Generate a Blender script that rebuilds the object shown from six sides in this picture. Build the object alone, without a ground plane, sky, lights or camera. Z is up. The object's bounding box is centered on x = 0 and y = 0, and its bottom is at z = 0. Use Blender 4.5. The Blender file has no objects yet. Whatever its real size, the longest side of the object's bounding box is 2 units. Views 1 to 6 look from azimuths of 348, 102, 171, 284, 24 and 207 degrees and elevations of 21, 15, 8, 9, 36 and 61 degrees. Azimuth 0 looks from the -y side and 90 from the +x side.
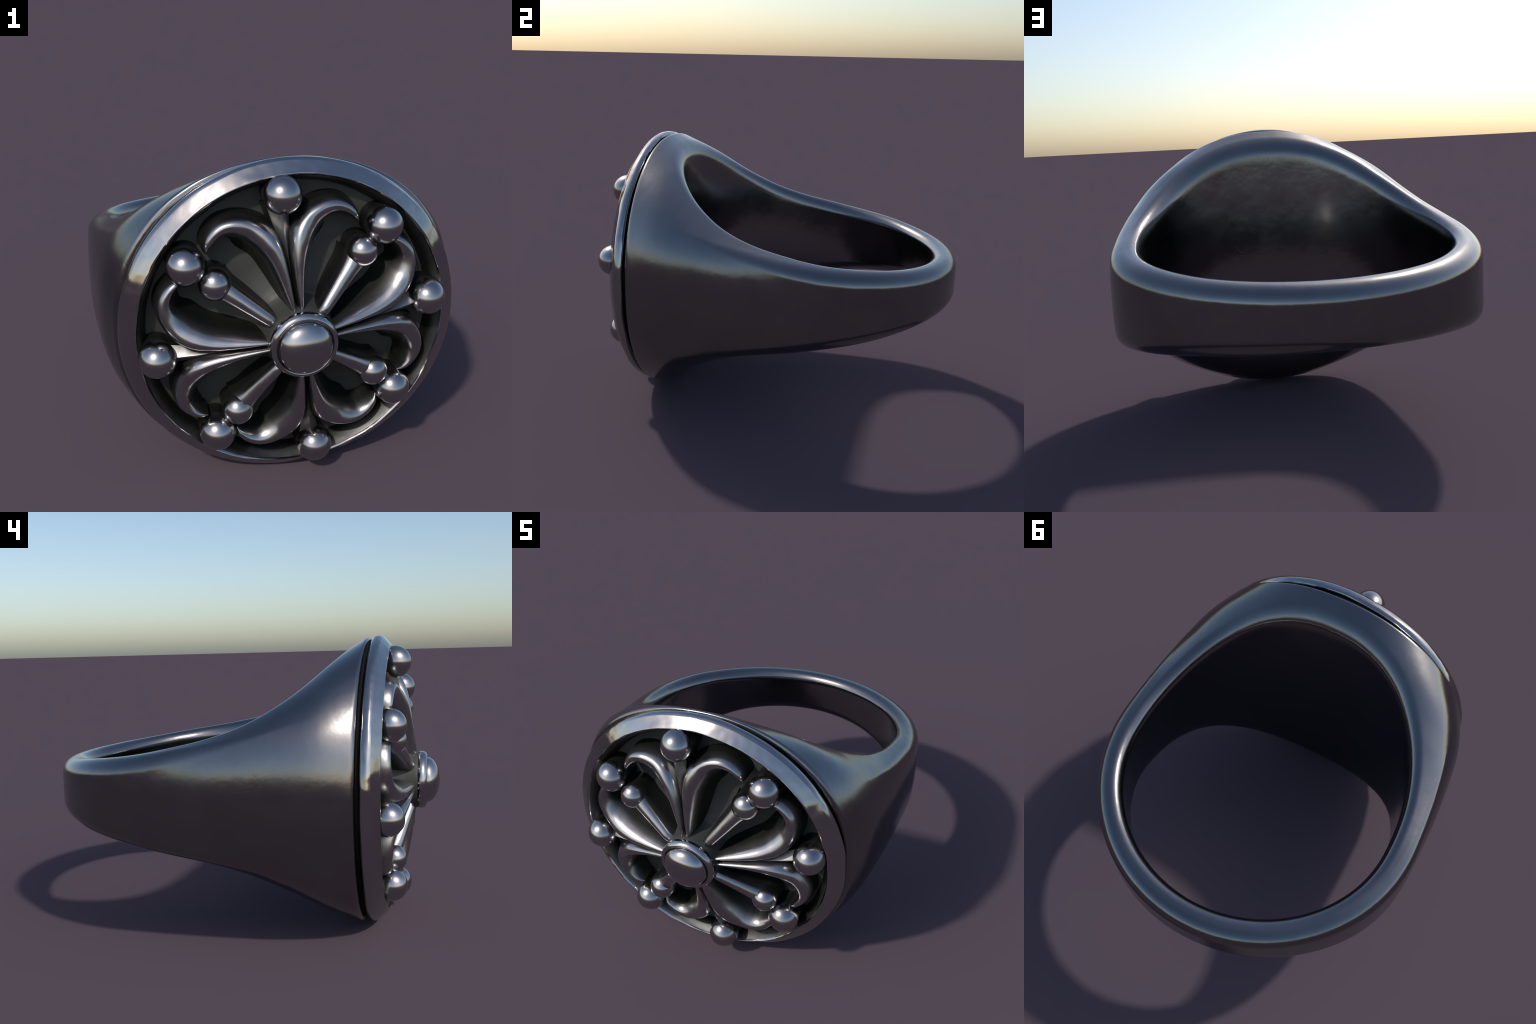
import bpy, math
import numpy as np
from mathutils import Matrix, Vector, noise

# ------------------------------------------------------------------ frame
ZC = 0.730            # height of the ring's symmetry plane / centre of the round face
HOLE_Y = 0.226        # widest point of the finger hole
HOLE_R = 0.704
BAND_R = 0.857        # outer half width of the band
BAND_Y = 0.153        # y of the band's greatest width
FACE_Y = -0.651       # front of the shank (seat of the bezel)
FLOOR_Y = -0.664      # floor of the recessed face
TURN = math.radians(9.2)   # the ornament is turned a little about the face axis

# ------------------------------------------------------------------ materials
def metal(name, base, rough, var=0.10, bump=0.02, bump_scale=14.0, rough_var=0.06, metallic=1.0, detail=4):
    m = bpy.data.materials.new(name); m.use_nodes = True
    nt = m.node_tree; N = nt.nodes; L = nt.links
    bs = N["Principled BSDF"]
    bs.inputs["Metallic"].default_value = metallic
    tc = N.new("ShaderNodeTexCoord")
    n1 = N.new("ShaderNodeTexNoise"); n1.inputs["Scale"].default_value = 3.5; n1.inputs["Detail"].default_value = 5
    n2 = N.new("ShaderNodeTexNoise"); n2.inputs["Scale"].default_value = bump_scale; n2.inputs["Detail"].default_value = detail
    L.new(tc.outputs["Object"], n1.inputs["Vector"]); L.new(tc.outputs["Object"], n2.inputs["Vector"])
    r = N.new("ShaderNodeValToRGB")
    r.color_ramp.elements[0].position = 0.3; r.color_ramp.elements[1].position = 0.7
    r.color_ramp.elements[0].color = [c * (1 - var) for c in base] + [1]
    r.color_ramp.elements[1].color = [c * (1 + var) for c in base] + [1]
    L.new(n1.outputs["Fac"], r.inputs["Fac"]); L.new(r.outputs["Color"], bs.inputs["Base Color"])
    mr = N.new("ShaderNodeMapRange")
    mr.inputs["From Min"].default_value = 0.3; mr.inputs["From Max"].default_value = 0.7
    mr.inputs["To Min"].default_value = rough - rough_var; mr.inputs["To Max"].default_value = rough + rough_var
    L.new(n2.outputs["Fac"], mr.inputs["Value"]); L.new(mr.outputs["Result"], bs.inputs["Roughness"])
    b = N.new("ShaderNodeBump"); b.inputs["Strength"].default_value = 1.0; b.inputs["Distance"].default_value = bump
    L.new(n2.outputs["Fac"], b.inputs["Height"]); L.new(b.outputs["Normal"], bs.inputs["Normal"])
    return m

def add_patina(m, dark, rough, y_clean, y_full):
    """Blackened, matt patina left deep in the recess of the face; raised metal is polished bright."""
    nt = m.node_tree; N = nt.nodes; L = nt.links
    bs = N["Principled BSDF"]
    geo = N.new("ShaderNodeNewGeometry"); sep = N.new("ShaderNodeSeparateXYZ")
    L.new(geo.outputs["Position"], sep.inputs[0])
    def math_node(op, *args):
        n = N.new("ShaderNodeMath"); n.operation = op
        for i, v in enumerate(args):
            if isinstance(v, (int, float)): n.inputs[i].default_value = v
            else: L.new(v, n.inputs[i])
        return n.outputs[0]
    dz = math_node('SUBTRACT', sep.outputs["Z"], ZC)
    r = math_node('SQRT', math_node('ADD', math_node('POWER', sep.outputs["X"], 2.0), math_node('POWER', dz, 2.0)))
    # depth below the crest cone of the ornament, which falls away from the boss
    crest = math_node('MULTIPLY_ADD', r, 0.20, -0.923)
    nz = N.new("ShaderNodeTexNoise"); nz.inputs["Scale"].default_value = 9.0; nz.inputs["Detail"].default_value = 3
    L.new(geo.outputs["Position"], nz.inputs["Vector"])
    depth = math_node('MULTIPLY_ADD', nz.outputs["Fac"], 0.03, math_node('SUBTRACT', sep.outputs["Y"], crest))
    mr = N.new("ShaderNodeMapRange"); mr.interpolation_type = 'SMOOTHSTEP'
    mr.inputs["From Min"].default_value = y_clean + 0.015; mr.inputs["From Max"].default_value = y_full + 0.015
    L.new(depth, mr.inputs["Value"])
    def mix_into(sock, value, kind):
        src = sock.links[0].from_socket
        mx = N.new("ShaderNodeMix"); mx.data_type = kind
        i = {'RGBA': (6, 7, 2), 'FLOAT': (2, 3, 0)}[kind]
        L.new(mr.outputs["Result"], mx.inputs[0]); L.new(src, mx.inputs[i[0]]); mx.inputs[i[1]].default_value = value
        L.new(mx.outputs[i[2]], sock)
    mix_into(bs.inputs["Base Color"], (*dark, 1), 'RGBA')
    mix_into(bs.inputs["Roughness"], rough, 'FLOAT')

def add_scratches(m):
    """A few short hairline scratches and nicks, cut as bump on top of the fine grain."""
    nt = m.node_tree; N = nt.nodes; L = nt.links
    bs = N["Principled BSDF"]
    tc = N.new("ShaderNodeTexCoord")
    vo = N.new("ShaderNodeTexVoronoi"); vo.feature = 'DISTANCE_TO_EDGE'; vo.inputs["Scale"].default_value = 4.0
    L.new(tc.outputs["Object"], vo.inputs["Vector"])
    line = N.new("ShaderNodeMapRange"); line.inputs["From Min"].default_value = 0.0; line.inputs["From Max"].default_value = 0.014
    line.inputs["To Min"].default_value = 1.0; line.inputs["To Max"].default_value = 0.0
    L.new(vo.outputs["Distance"], line.inputs["Value"])
    nz = N.new("ShaderNodeTexNoise"); nz.inputs["Scale"].default_value = 5.0; nz.inputs["Detail"].default_value = 2
    L.new(tc.outputs["Object"], nz.inputs["Vector"])
    mask = N.new("ShaderNodeMapRange"); mask.inputs["From Min"].default_value = 0.64; mask.inputs["From Max"].default_value = 0.74
    L.new(nz.outputs["Fac"], mask.inputs["Value"])
    mul = N.new("ShaderNodeMath"); mul.operation = 'MULTIPLY'
    L.new(line.outputs["Result"], mul.inputs[0]); L.new(mask.outputs["Result"], mul.inputs[1])
    b = N.new("ShaderNodeBump"); b.invert = True; b.inputs["Strength"].default_value = 0.12; b.inputs["Distance"].default_value = 0.0015
    L.new(mul.outputs[0], b.inputs["Height"])
    L.new(bs.inputs["Normal"].links[0].from_socket, b.inputs["Normal"])
    L.new(b.outputs["Normal"], bs.inputs["Normal"])

MAT_BAND = metal("gunmetal_band", (0.235, 0.230, 0.232), 0.18, 0.06, 0.0014, 9.0, 0.02, detail=3)
add_scratches(MAT_BAND)
MAT_BEZEL = metal("polished_bezel", (0.41, 0.40, 0.40), 0.11, 0.08, 0.0090, 6.0, 0.03, detail=2)
MAT_BEAD = metal("polished_bead", (0.39, 0.38, 0.38), 0.21, 0.05, 0.0006, 10.0, 0.03, detail=1)
MAT_DOME = metal("polished_dome", (0.41, 0.40, 0.40), 0.17, 0.05, 0.0006, 10.0, 0.03, detail=1)
MAT_ORN = metal("polished_ornament", (0.39, 0.38, 0.38), 0.25, 0.05, 0.0012, 12.0, 0.04, detail=1)
MAT_FLOOR = metal("blackened_recess", (0.037, 0.038, 0.035), 0.58, 0.2, 0.0010, 30.0, 0.05, metallic=0.15)
MAT_SEAM = metal("blackened_seam", (0.010, 0.010, 0.010), 0.70, 0.1, 0.0005, 30.0, 0.05, metallic=0.0)
MAT_SEAM.node_tree.nodes["Principled BSDF"].inputs["Specular IOR Level"].default_value = 0.05
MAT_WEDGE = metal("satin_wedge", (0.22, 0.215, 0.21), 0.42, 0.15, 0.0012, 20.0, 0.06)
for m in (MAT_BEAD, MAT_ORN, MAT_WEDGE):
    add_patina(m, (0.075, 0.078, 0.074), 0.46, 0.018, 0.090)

# ------------------------------------------------------------------ helpers
ring = bpy.data.objects.new("signet_ring", None)
bpy.context.scene.collection.objects.link(ring)
ring["label"] = "dark polished metal signet ring with round floral bead face"
ring["category"] = "ring"

def mesh_from(name, verts, faces, mat, smooth=True, angle=None):
    me = bpy.data.meshes.new(name)
    me.from_pydata([tuple(map(float, v)) for v in verts], [], faces)
    me.update()
    me.materials.append(mat)
    if smooth:
        me.polygons.foreach_set("use_smooth", [True] * len(me.polygons))
        if angle is not None:
            me.set_sharp_from_angle(angle=math.radians(angle))
    return me

def add(name, me, parent=ring, matrix=None):
    o = bpy.data.objects.new(name, me)
    bpy.context.scene.collection.objects.link(o)
    o.parent = parent
    if matrix is not None:
        o.matrix_local = matrix
    return o

def spline(pts, n):
    """Catmull-Rom through control points, n samples."""
    p = np.array(pts, float)
    p = np.vstack([2 * p[0] - p[1], p, 2 * p[-1] - p[-2]])
    seg = len(p) - 3
    out = []
    for t in np.linspace(0, seg, n):
        i = min(int(t), seg - 1); u = t - i
        a, b, c, d = p[i], p[i + 1], p[i + 2], p[i + 3]
        out.append(0.5 * (2 * b + (c - a) * u + (2 * a - 5 * b + 4 * c - d) * u**2 + (3 * b - a - 3 * c + d) * u**3))
    return np.array(out)

def smoothstep(a, b, x):
    t = np.clip((x - a) / (b - a), 0, 1)
    return t * t * (3 - 2 * t)

def round_max(a, b, k):
    return np.minimum(np.maximum(a + k, b + k), 0) + np.hypot(np.maximum(a + k, 0), np.maximum(b + k, 0)) - k

def revolve(name, profile, mat, segs=160, angle=40, wobble=0.0, closed=False):
    """profile of (radius, y) turned about the face axis (the y axis)."""
    prof = np.array(profile, float)
    V = []; F = []
    m = len(prof)
    for i in range(segs):
        a = 2 * math.pi * i / segs
        for j, (r, y) in enumerate(prof):
            w = wobble * noise.noise(Vector((math.cos(a) * 5 + j * 0.15, math.sin(a) * 5, j * 0.3))) if wobble else 0.0
            V.append(((r + w) * math.cos(a), y + 0.6 * w, (r + w) * math.sin(a)))
    for i in range(segs):
        k = (i + 1) % segs
        for j in range(m if closed else m - 1):
            l = (j + 1) % m
            F.append((i * m + j, i * m + l, k * m + l, k * m + j))
    me = mesh_from(name, V, F, mat, True, angle)
    import bmesh
    bm = bmesh.new(); bm.from_mesh(me)
    bmesh.ops.remove_doubles(bm, verts=bm.verts, dist=1e-5)
    bmesh.ops.recalc_face_normals(bm, faces=bm.faces)
    bm.to_mesh(me); bm.free()
    return me

# ------------------------------------------------------------------ band (shank flaring into the round head)
# hermite curve through a few (y, value) stations
def stations(ys, vs, y):
    ys = np.array(ys); vs = np.array(vs)
    d = np.gradient(vs, ys)
    i = np.clip(np.searchsorted(ys, y) - 1, 0, len(ys) - 2)
    h = ys[i + 1] - ys[i]; t = np.clip((y - ys[i]) / h, 0, 1)
    return ((2*t**3 - 3*t**2 + 1) * vs[i] + (t**3 - 2*t**2 + t) * h * d[i]
            + (-2*t**3 + 3*t**2) * vs[i + 1] + (t**3 - t**2) * h * d[i + 1])

def band_field(x, y, z):
    """Signed field of the shank: a flat rounded band that swells into a round head, minus the finger hole."""
    head_h = stations([-0.652, -0.50, -0.35, -0.20, 0.00, 0.25, 0.55, 0.90], [0.728, 0.635, 0.536, 0.463, 0.410, 0.385, 0.380, 0.380], y)  # half height of the head
    band_h = stations([-0.65, -0.40, -0.20, 0.10, 0.35, 0.65, 1.00], [0.52, 0.430, 0.349, 0.261, 0.205, 0.166, 0.127], y)      # half height of the band
    square = stations([-0.652, -0.48, -0.30, 0.10, 0.40, 0.80], [2.15, 2.62, 2.99, 2.85, 2.80, 2.80], y)                    # roundness of the section
    a = stations([-0.652, -0.50, -0.30, -0.10, BAND_Y, BAND_Y + 0.2],
                 [0.752, 0.802, 0.832, 0.850, BAND_R, BAND_R], y)                                  # half width
    plan = np.where(y > BAND_Y, (np.hypot(x / BAND_R, (y - BAND_Y) / (1.0 - BAND_Y)) - 1) * BAND_R, np.abs(x) - a)
    box = round_max(plan, np.abs(z) - band_h, 0.069)
    ell = ((np.abs(x / a) ** square + np.abs(z / head_h) ** square + 1e-9) ** (1 / square) - 1) * np.minimum(a, head_h)
    w = smoothstep(0.80, -0.55, y)
    f = w * ell + (1 - w) * box
    f = round_max(f, FACE_Y - y, 0.016)
    ln = np.where(y < HOLE_Y, 0.747, 0.639); p = np.where(y < HOLE_Y, 2.28, 1.97)
    q = (np.abs(x / HOLE_R) ** p + np.abs((y - HOLE_Y) / ln) ** p + 1e-9) ** (1 / p)
    hole = (1 - q) * 0.69
    return round_max(f, hole, 0.062)

def build_band():
    nt, nphi = 480, 180
    th = 2 * math.pi * np.arange(nt) / nt
    sx, sy = np.sin(th), -np.cos(th)                       # theta 0 looks to the face
    # inner and outer radius at mid height along each direction
    rr = np.linspace(0.5, 1.3, 1601)
    f = band_field(sx[:, None] * rr, HOLE_Y + sy[:, None] * rr, np.zeros((nt, 1)) + 0 * rr)
    inside = f < 0
    rin = np.array([rr[np.where(row)[0].min()] for row in inside])
    rout = np.array([rr[np.where(row)[0].max()] for row in inside])
    rc = 0.5 * (rin + rout); hw = rout - rc
    zz = np.linspace(0.05, 0.9, 400)
    g = band_field((sx * rc)[:, None] + 0 * zz, (HOLE_Y + sy * rc)[:, None] + 0 * zz, zz[None] + np.zeros((nt, 1)))
    hh = np.array([zz[np.where(row < 0)[0].max()] for row in g])
    phi = 2 * math.pi * np.arange(nphi) / nphi
    dr = np.cos(phi)[None] * hw[:, None]; dz = np.sin(phi)[None] * hh[:, None]
    def val(t):
        r = rc[:, None] + t * dr
        return band_field(sx[:, None] * r, HOLE_Y + sy[:, None] * r, t * dz)
    lo = np.zeros((nt, nphi)); hi = np.full((nt, nphi), np.nan)
    for t in np.linspace(0, 2.6, 131)[1:]:
        v = val(np.full((nt, nphi), t))
        newhit = np.isnan(hi) & (v > 0)
        hi[newhit] = t
        lo[np.isnan(hi)] = t
    hi[np.isnan(hi)] = 2.6
    for _ in range(32):
        mid = 0.5 * (lo + hi); v = val(mid)
        lo = np.where(v < 0, mid, lo); hi = np.where(v < 0, hi, mid)
    t = 0.5 * (lo + hi)
    r = rc[:, None] + t * dr
    X = sx[:, None] * r; Y = HOLE_Y + sy[:, None] * r; Z = t * dz
    V = np.stack([X, Y, Z], -1).reshape(-1, 3)
    F = []
    for i in range(nt):
        k = (i + 1) % nt
        for j in range(nphi):
            l = (j + 1) % nphi
            F.append((i * nphi + j, i * nphi + l, k * nphi + l, k * nphi + j))
    me = mesh_from("band", V, F, MAT_BAND)
    import bmesh
    bm = bmesh.new(); bm.from_mesh(me); bmesh.ops.recalc_face_normals(bm, faces=bm.faces); bm.to_mesh(me); bm.free()
    me.polygons.foreach_set("use_smooth", [True] * len(me.polygons))
    return me

add("band", build_band(), matrix=Matrix.Translation((0, 0, ZC)))

# ------------------------------------------------------------------ face: bezel, recess floor, boss
AT = Matrix.Translation((0, 0, 0.7318))
bezel_prof = [(0.640, -0.650), (0.690, -0.650), (0.692, -0.667), (0.717, -0.668)]
bezel_prof += list(spline([(0.723, -0.670), (0.730, -0.678), (0.733, -0.690), (0.7315, -0.704), (0.726, -0.714)], 10))
bezel_prof += [(0.7245, -0.7160), (0.7235, -0.7170)] + [(0.7235 - 0.0425 * t, -0.7170 - 0.0375 * t) for t in np.linspace(0.04, 1, 7)]
bezel_prof += [(0.6795, -0.7560), (0.6770, -0.7574), (0.6740, -0.7570), (0.6715, -0.7545)]
bezel_prof += list(spline([(0.668, -0.749), (0.653, -0.726), (0.640, -0.703), (0.633, -0.682), (0.628, -0.656)], 10))
bezel_mesh = revolve("bezel", bezel_prof, MAT_BEZEL, 240, 35, wobble=0.0022, closed=True)
def widen(me):
    """The outer edge of the face is a little wider than high."""
    for v in me.vertices:
        k = float(smoothstep(0.66, 0.72, math.hypot(v.co.x, v.co.z)))
        v.co.x *= 1 + 0.018 * k; v.co.z *= 1 - 0.003 * k
    return me
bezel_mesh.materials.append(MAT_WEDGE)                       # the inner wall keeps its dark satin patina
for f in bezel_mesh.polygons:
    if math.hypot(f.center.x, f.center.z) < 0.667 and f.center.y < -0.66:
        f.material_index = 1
widen(bezel_mesh)
add("bezel", bezel_mesh, matrix=AT)

seam_prof = [(0.66, -0.640), (0.710, -0.640), (0.710, -0.666), (0.66, -0.666)]
add("seam", widen(revolve("seam", seam_prof, MAT_SEAM, 160, 40, closed=True)), matrix=AT)

FLOOR = [(0.0, -0.800), (0.15, -0.772), (0.20, -0.737), (0.28, -0.704), (0.36, -0.687), (0.44, -0.674), (0.52, -0.666), (0.58, -0.664), (0.70, -0.664)]
def floor_y(r):
    """The recess floor rises as a low cone towards the boss."""
    return np.interp(r, [p[0] for p in FLOOR], [p[1] for p in FLOOR])
floor_prof = [(0.0, -0.62), (0.668, -0.62), (0.668, -0.664)] + [(p[0], p[1]) for p in spline(FLOOR[::-1][1:], 40)]
add("recess_floor", revolve("recess_floor", floor_prof, MAT_FLOOR, 160, 40), matrix=AT)

BOSS = Matrix.Translation((0, 0, 0.724))
hub_prof = list(spline([(0.190, -0.740), (0.178, -0.757), (0.163, -0.785), (0.151, -0.83), (0.144, -0.884)], 20)) + [(0.142, -0.892), (0.136, -0.896), (0.0, -0.896)]
boss = add("boss", revolve("boss", hub_prof, MAT_FLOOR, 128, 40), matrix=BOSS)
collar_prof = [(0.0, -0.885), (0.132, -0.885)] + list(spline([(0.136, -0.889), (0.144, -0.897), (0.1465, -0.908), (0.144, -0.920), (0.137, -0.931), (0.127, -0.937), (0.119, -0.934)], 24)) + [(0.116, -0.926), (0.0, -0.926)]
add("collar", revolve("collar", collar_prof, MAT_DOME, 128, 50), parent=boss)
dome_prof = [(0.110, -0.92)] + [(0.115 * math.cos(a), -0.934 - 0.066 * math.sin(a)) for a in np.linspace(0, math.pi / 2, 24)]
add("dome", revolve("dome", dome_prof, MAT_DOME, 128, 60), parent=boss)

# ------------------------------------------------------------------ petal scrolls
# crest line of one scroll: (along the axis, sideways, y of crest, outer half width, inner half width)
CREST = [
    (0.138, 0.015, -0.884, 0.011, 0.026),
    (0.200, 0.018, -0.877, 0.015, 0.048),
    (0.280, 0.024, -0.867, 0.021, 0.072),
    (0.360, 0.036, -0.855, 0.030, 0.092),
    (0.425, 0.057, -0.842, 0.040, 0.110),
    (0.470, 0.086, -0.826, 0.042, 0.116),
    (0.505, 0.124, -0.809, 0.036, 0.116),
    (0.525, 0.166, -0.801, 0.031, 0.108),
    (0.531, 0.206, -0.797, 0.029, 0.096),
    (0.523, 0.246, -0.793, 0.029, 0.080),
    (0.498, 0.284, -0.790, 0.028, 0.060),
    (0.462, 0.312, -0.786, 0.022, 0.038),
    (0.430, 0.324, -0.770, 0.008, 0.012),
]
SECTION = [(-1.30, -0.15), (-1.24, 0.05), (-1.16, 0.30), (-1.04, 0.55), (-0.86, 0.75), (-0.62, 0.89), (-0.34, 0.97), (0.0, 1.0),
           (0.11, 0.992), (0.23, 0.962), (0.35, 0.90), (0.47, 0.79), (0.59, 0.64), (0.70, 0.46), (0.81, 0.27), (0.92, 0.12), (1.03, 0.02), (1.10, -0.15)]

def scroll_mesh(flip, stretch):
    path = spline(CREST, 72)
    path[:, 0] *= stretch
    n = len(path); m = len(SECTION)
    V = []
    tang = np.gradient(path[:, :2], axis=0)
    tang /= np.linalg.norm(tang, axis=1)[:, None]
    nin = np.stack([-tang[:, 1], tang[:, 0]], 1)           # towards the inside of the petal
    for i in range(n):
        a, b, yc, wo, wi = path[i]
        for (o, h) in SECTION:
            w = wo if o < 0 else wi
            p = np.array([a, b]) + nin[i] * o * max(w, 0.002)
            yb = float(floor_y(math.hypot(p[0], p[1])))
            y = yb + (yc - yb) * h if h > 0 else yb - h * 0.08
            V.append((p[0], y, p[1] * (-1 if flip else 1)))
    F = []
    for i in range(n - 1):
        for j in range(m):
            l = (j + 1) % m
            q = (i * m + j, i * m + l, (i + 1) * m + l, (i + 1) * m + j)
            F.append(q[::-1] if flip else q)
    F.append(tuple(range(m))); F.append(tuple((n - 1) * m + j for j in range(m)))
    me = mesh_from("petal_scroll", V, F, MAT_ORN, True, 70)
    import bmesh
    bm = bmesh.new(); bm.from_mesh(me); bmesh.ops.recalc_face_normals(bm, faces=bm.faces); bm.to_mesh(me); bm.free()
    return me

def turned(angle, centre=ZC + 0.003):
    # rotate in the face plane: local +x axis goes to direction `angle` in (x, z)
    return Matrix.Translation((0, 0, centre)) @ Matrix.Rotation(-angle, 4, 'Y')

# the ornament is a little wider than high
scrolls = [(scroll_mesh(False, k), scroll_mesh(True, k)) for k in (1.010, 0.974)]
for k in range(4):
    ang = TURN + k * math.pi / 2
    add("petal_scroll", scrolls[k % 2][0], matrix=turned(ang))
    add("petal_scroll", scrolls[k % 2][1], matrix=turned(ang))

# ------------------------------------------------------------------ wedges between each pair of scrolls
def wedge_mesh():
    V = []; F = []
    st = [(0.20, 0.004, -0.832), (0.30, 0.011, -0.828), (0.40, 0.022, -0.816), (0.48, 0.036, -0.800), (0.56, 0.050, -0.782)]
    for a, w, y in st:
        V += [(a, FLOOR_Y + 0.01, -w * 1.25), (a, y + 0.036, -w * 0.95), (a, y + 0.003, -w * 0.12), (a, y, 0), (a, y + 0.003, w * 0.12), (a, y + 0.036, w * 0.95), (a, FLOOR_Y + 0.01, w * 1.25)]
    for i in range(len(st) - 1):
        for j in range(6):
            F.append((i * 7 + j, i * 7 + j + 1, i * 7 + j + 8, i * 7 + j + 7))
    F.append(tuple(range(7))); F.append(tuple(28 + j for j in range(7)))
    me = mesh_from("wedge", V, F, MAT_WEDGE, True, 25)
    import bmesh
    bm = bmesh.new(); bm.from_mesh(me); bmesh.ops.recalc_face_normals(bm, faces=bm.faces); bm.to_mesh(me); bm.free()
    return me
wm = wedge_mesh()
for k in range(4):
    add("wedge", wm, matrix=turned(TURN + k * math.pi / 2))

# ------------------------------------------------------------------ beads
def bead_mesh(name, r, depth, mat):
    """Ball standing on a short column of its own width, rooted in the recess floor (axis y, ball centre at the origin)."""
    prof = [(r * math.cos(t), -r * math.sin(t)) for t in np.linspace(math.pi / 2, -0.30, 40)]
    neck = prof[-1][0]
    prof += [(neck * 0.975, r * 0.42), (neck * 0.965, r * 0.62), (neck * 0.97, depth)]
    return revolve(name, prof, mat, 72, 60)

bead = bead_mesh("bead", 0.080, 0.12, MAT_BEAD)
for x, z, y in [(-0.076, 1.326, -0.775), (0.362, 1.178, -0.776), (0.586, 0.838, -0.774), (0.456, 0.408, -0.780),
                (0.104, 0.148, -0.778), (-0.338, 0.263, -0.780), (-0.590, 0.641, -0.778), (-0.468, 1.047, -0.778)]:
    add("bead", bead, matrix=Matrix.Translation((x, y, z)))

# ------------------------------------------------------------------ spokes with their small beads
def spoke_mesh(length):
    V = []; F = []
    n, m = 24, 25
    for i in range(n):
        t = i / (n - 1)
        a = 0.138 + (length - 0.138) * t
        w = 0.025 + 0.021 * t + 0.012 * max(0, (t - 0.75) / 0.25) ** 2
        y = -0.886 + 0.062 * t + 0.010 * max(0, 0.1 - t) / 0.1
        for j in range(m):
            q = -1.0 + 2.0 * j / (m - 1)                    # across the ridge: round back, then walls down to the floor
            if abs(q) <= 0.75:
                t_a = q / 0.75 * math.radians(80)
                xx = w * math.sin(t_a); yy = y + w * 1.15 * (1 - math.cos(t_a))
            else:
                s = (abs(q) - 0.75) / 0.25
                y0 = y + w * 1.15 * (1 - math.cos(math.radians(80)))
                yy = y0 + (FLOOR_Y + 0.01 - y0) * s
                xx = math.copysign(w * (0.985 + 0.30 * s), q)
            V.append((a, yy, xx))
    for i in range(n - 1):
        for j in range(m - 1):
            F.append((i * m + j, i * m + j + 1, (i + 1) * m + j + 1, (i + 1) * m + j))
    F.append(tuple(range(m))); F.append(tuple((n - 1) * m + j for j in range(m)))
    me = mesh_from("spoke", V, F, MAT_ORN, True, 60)
    import bmesh
    bm = bmesh.new(); bm.from_mesh(me); bmesh.ops.recalc_face_normals(bm, faces=bm.faces); bm.to_mesh(me); bm.free()
    return me

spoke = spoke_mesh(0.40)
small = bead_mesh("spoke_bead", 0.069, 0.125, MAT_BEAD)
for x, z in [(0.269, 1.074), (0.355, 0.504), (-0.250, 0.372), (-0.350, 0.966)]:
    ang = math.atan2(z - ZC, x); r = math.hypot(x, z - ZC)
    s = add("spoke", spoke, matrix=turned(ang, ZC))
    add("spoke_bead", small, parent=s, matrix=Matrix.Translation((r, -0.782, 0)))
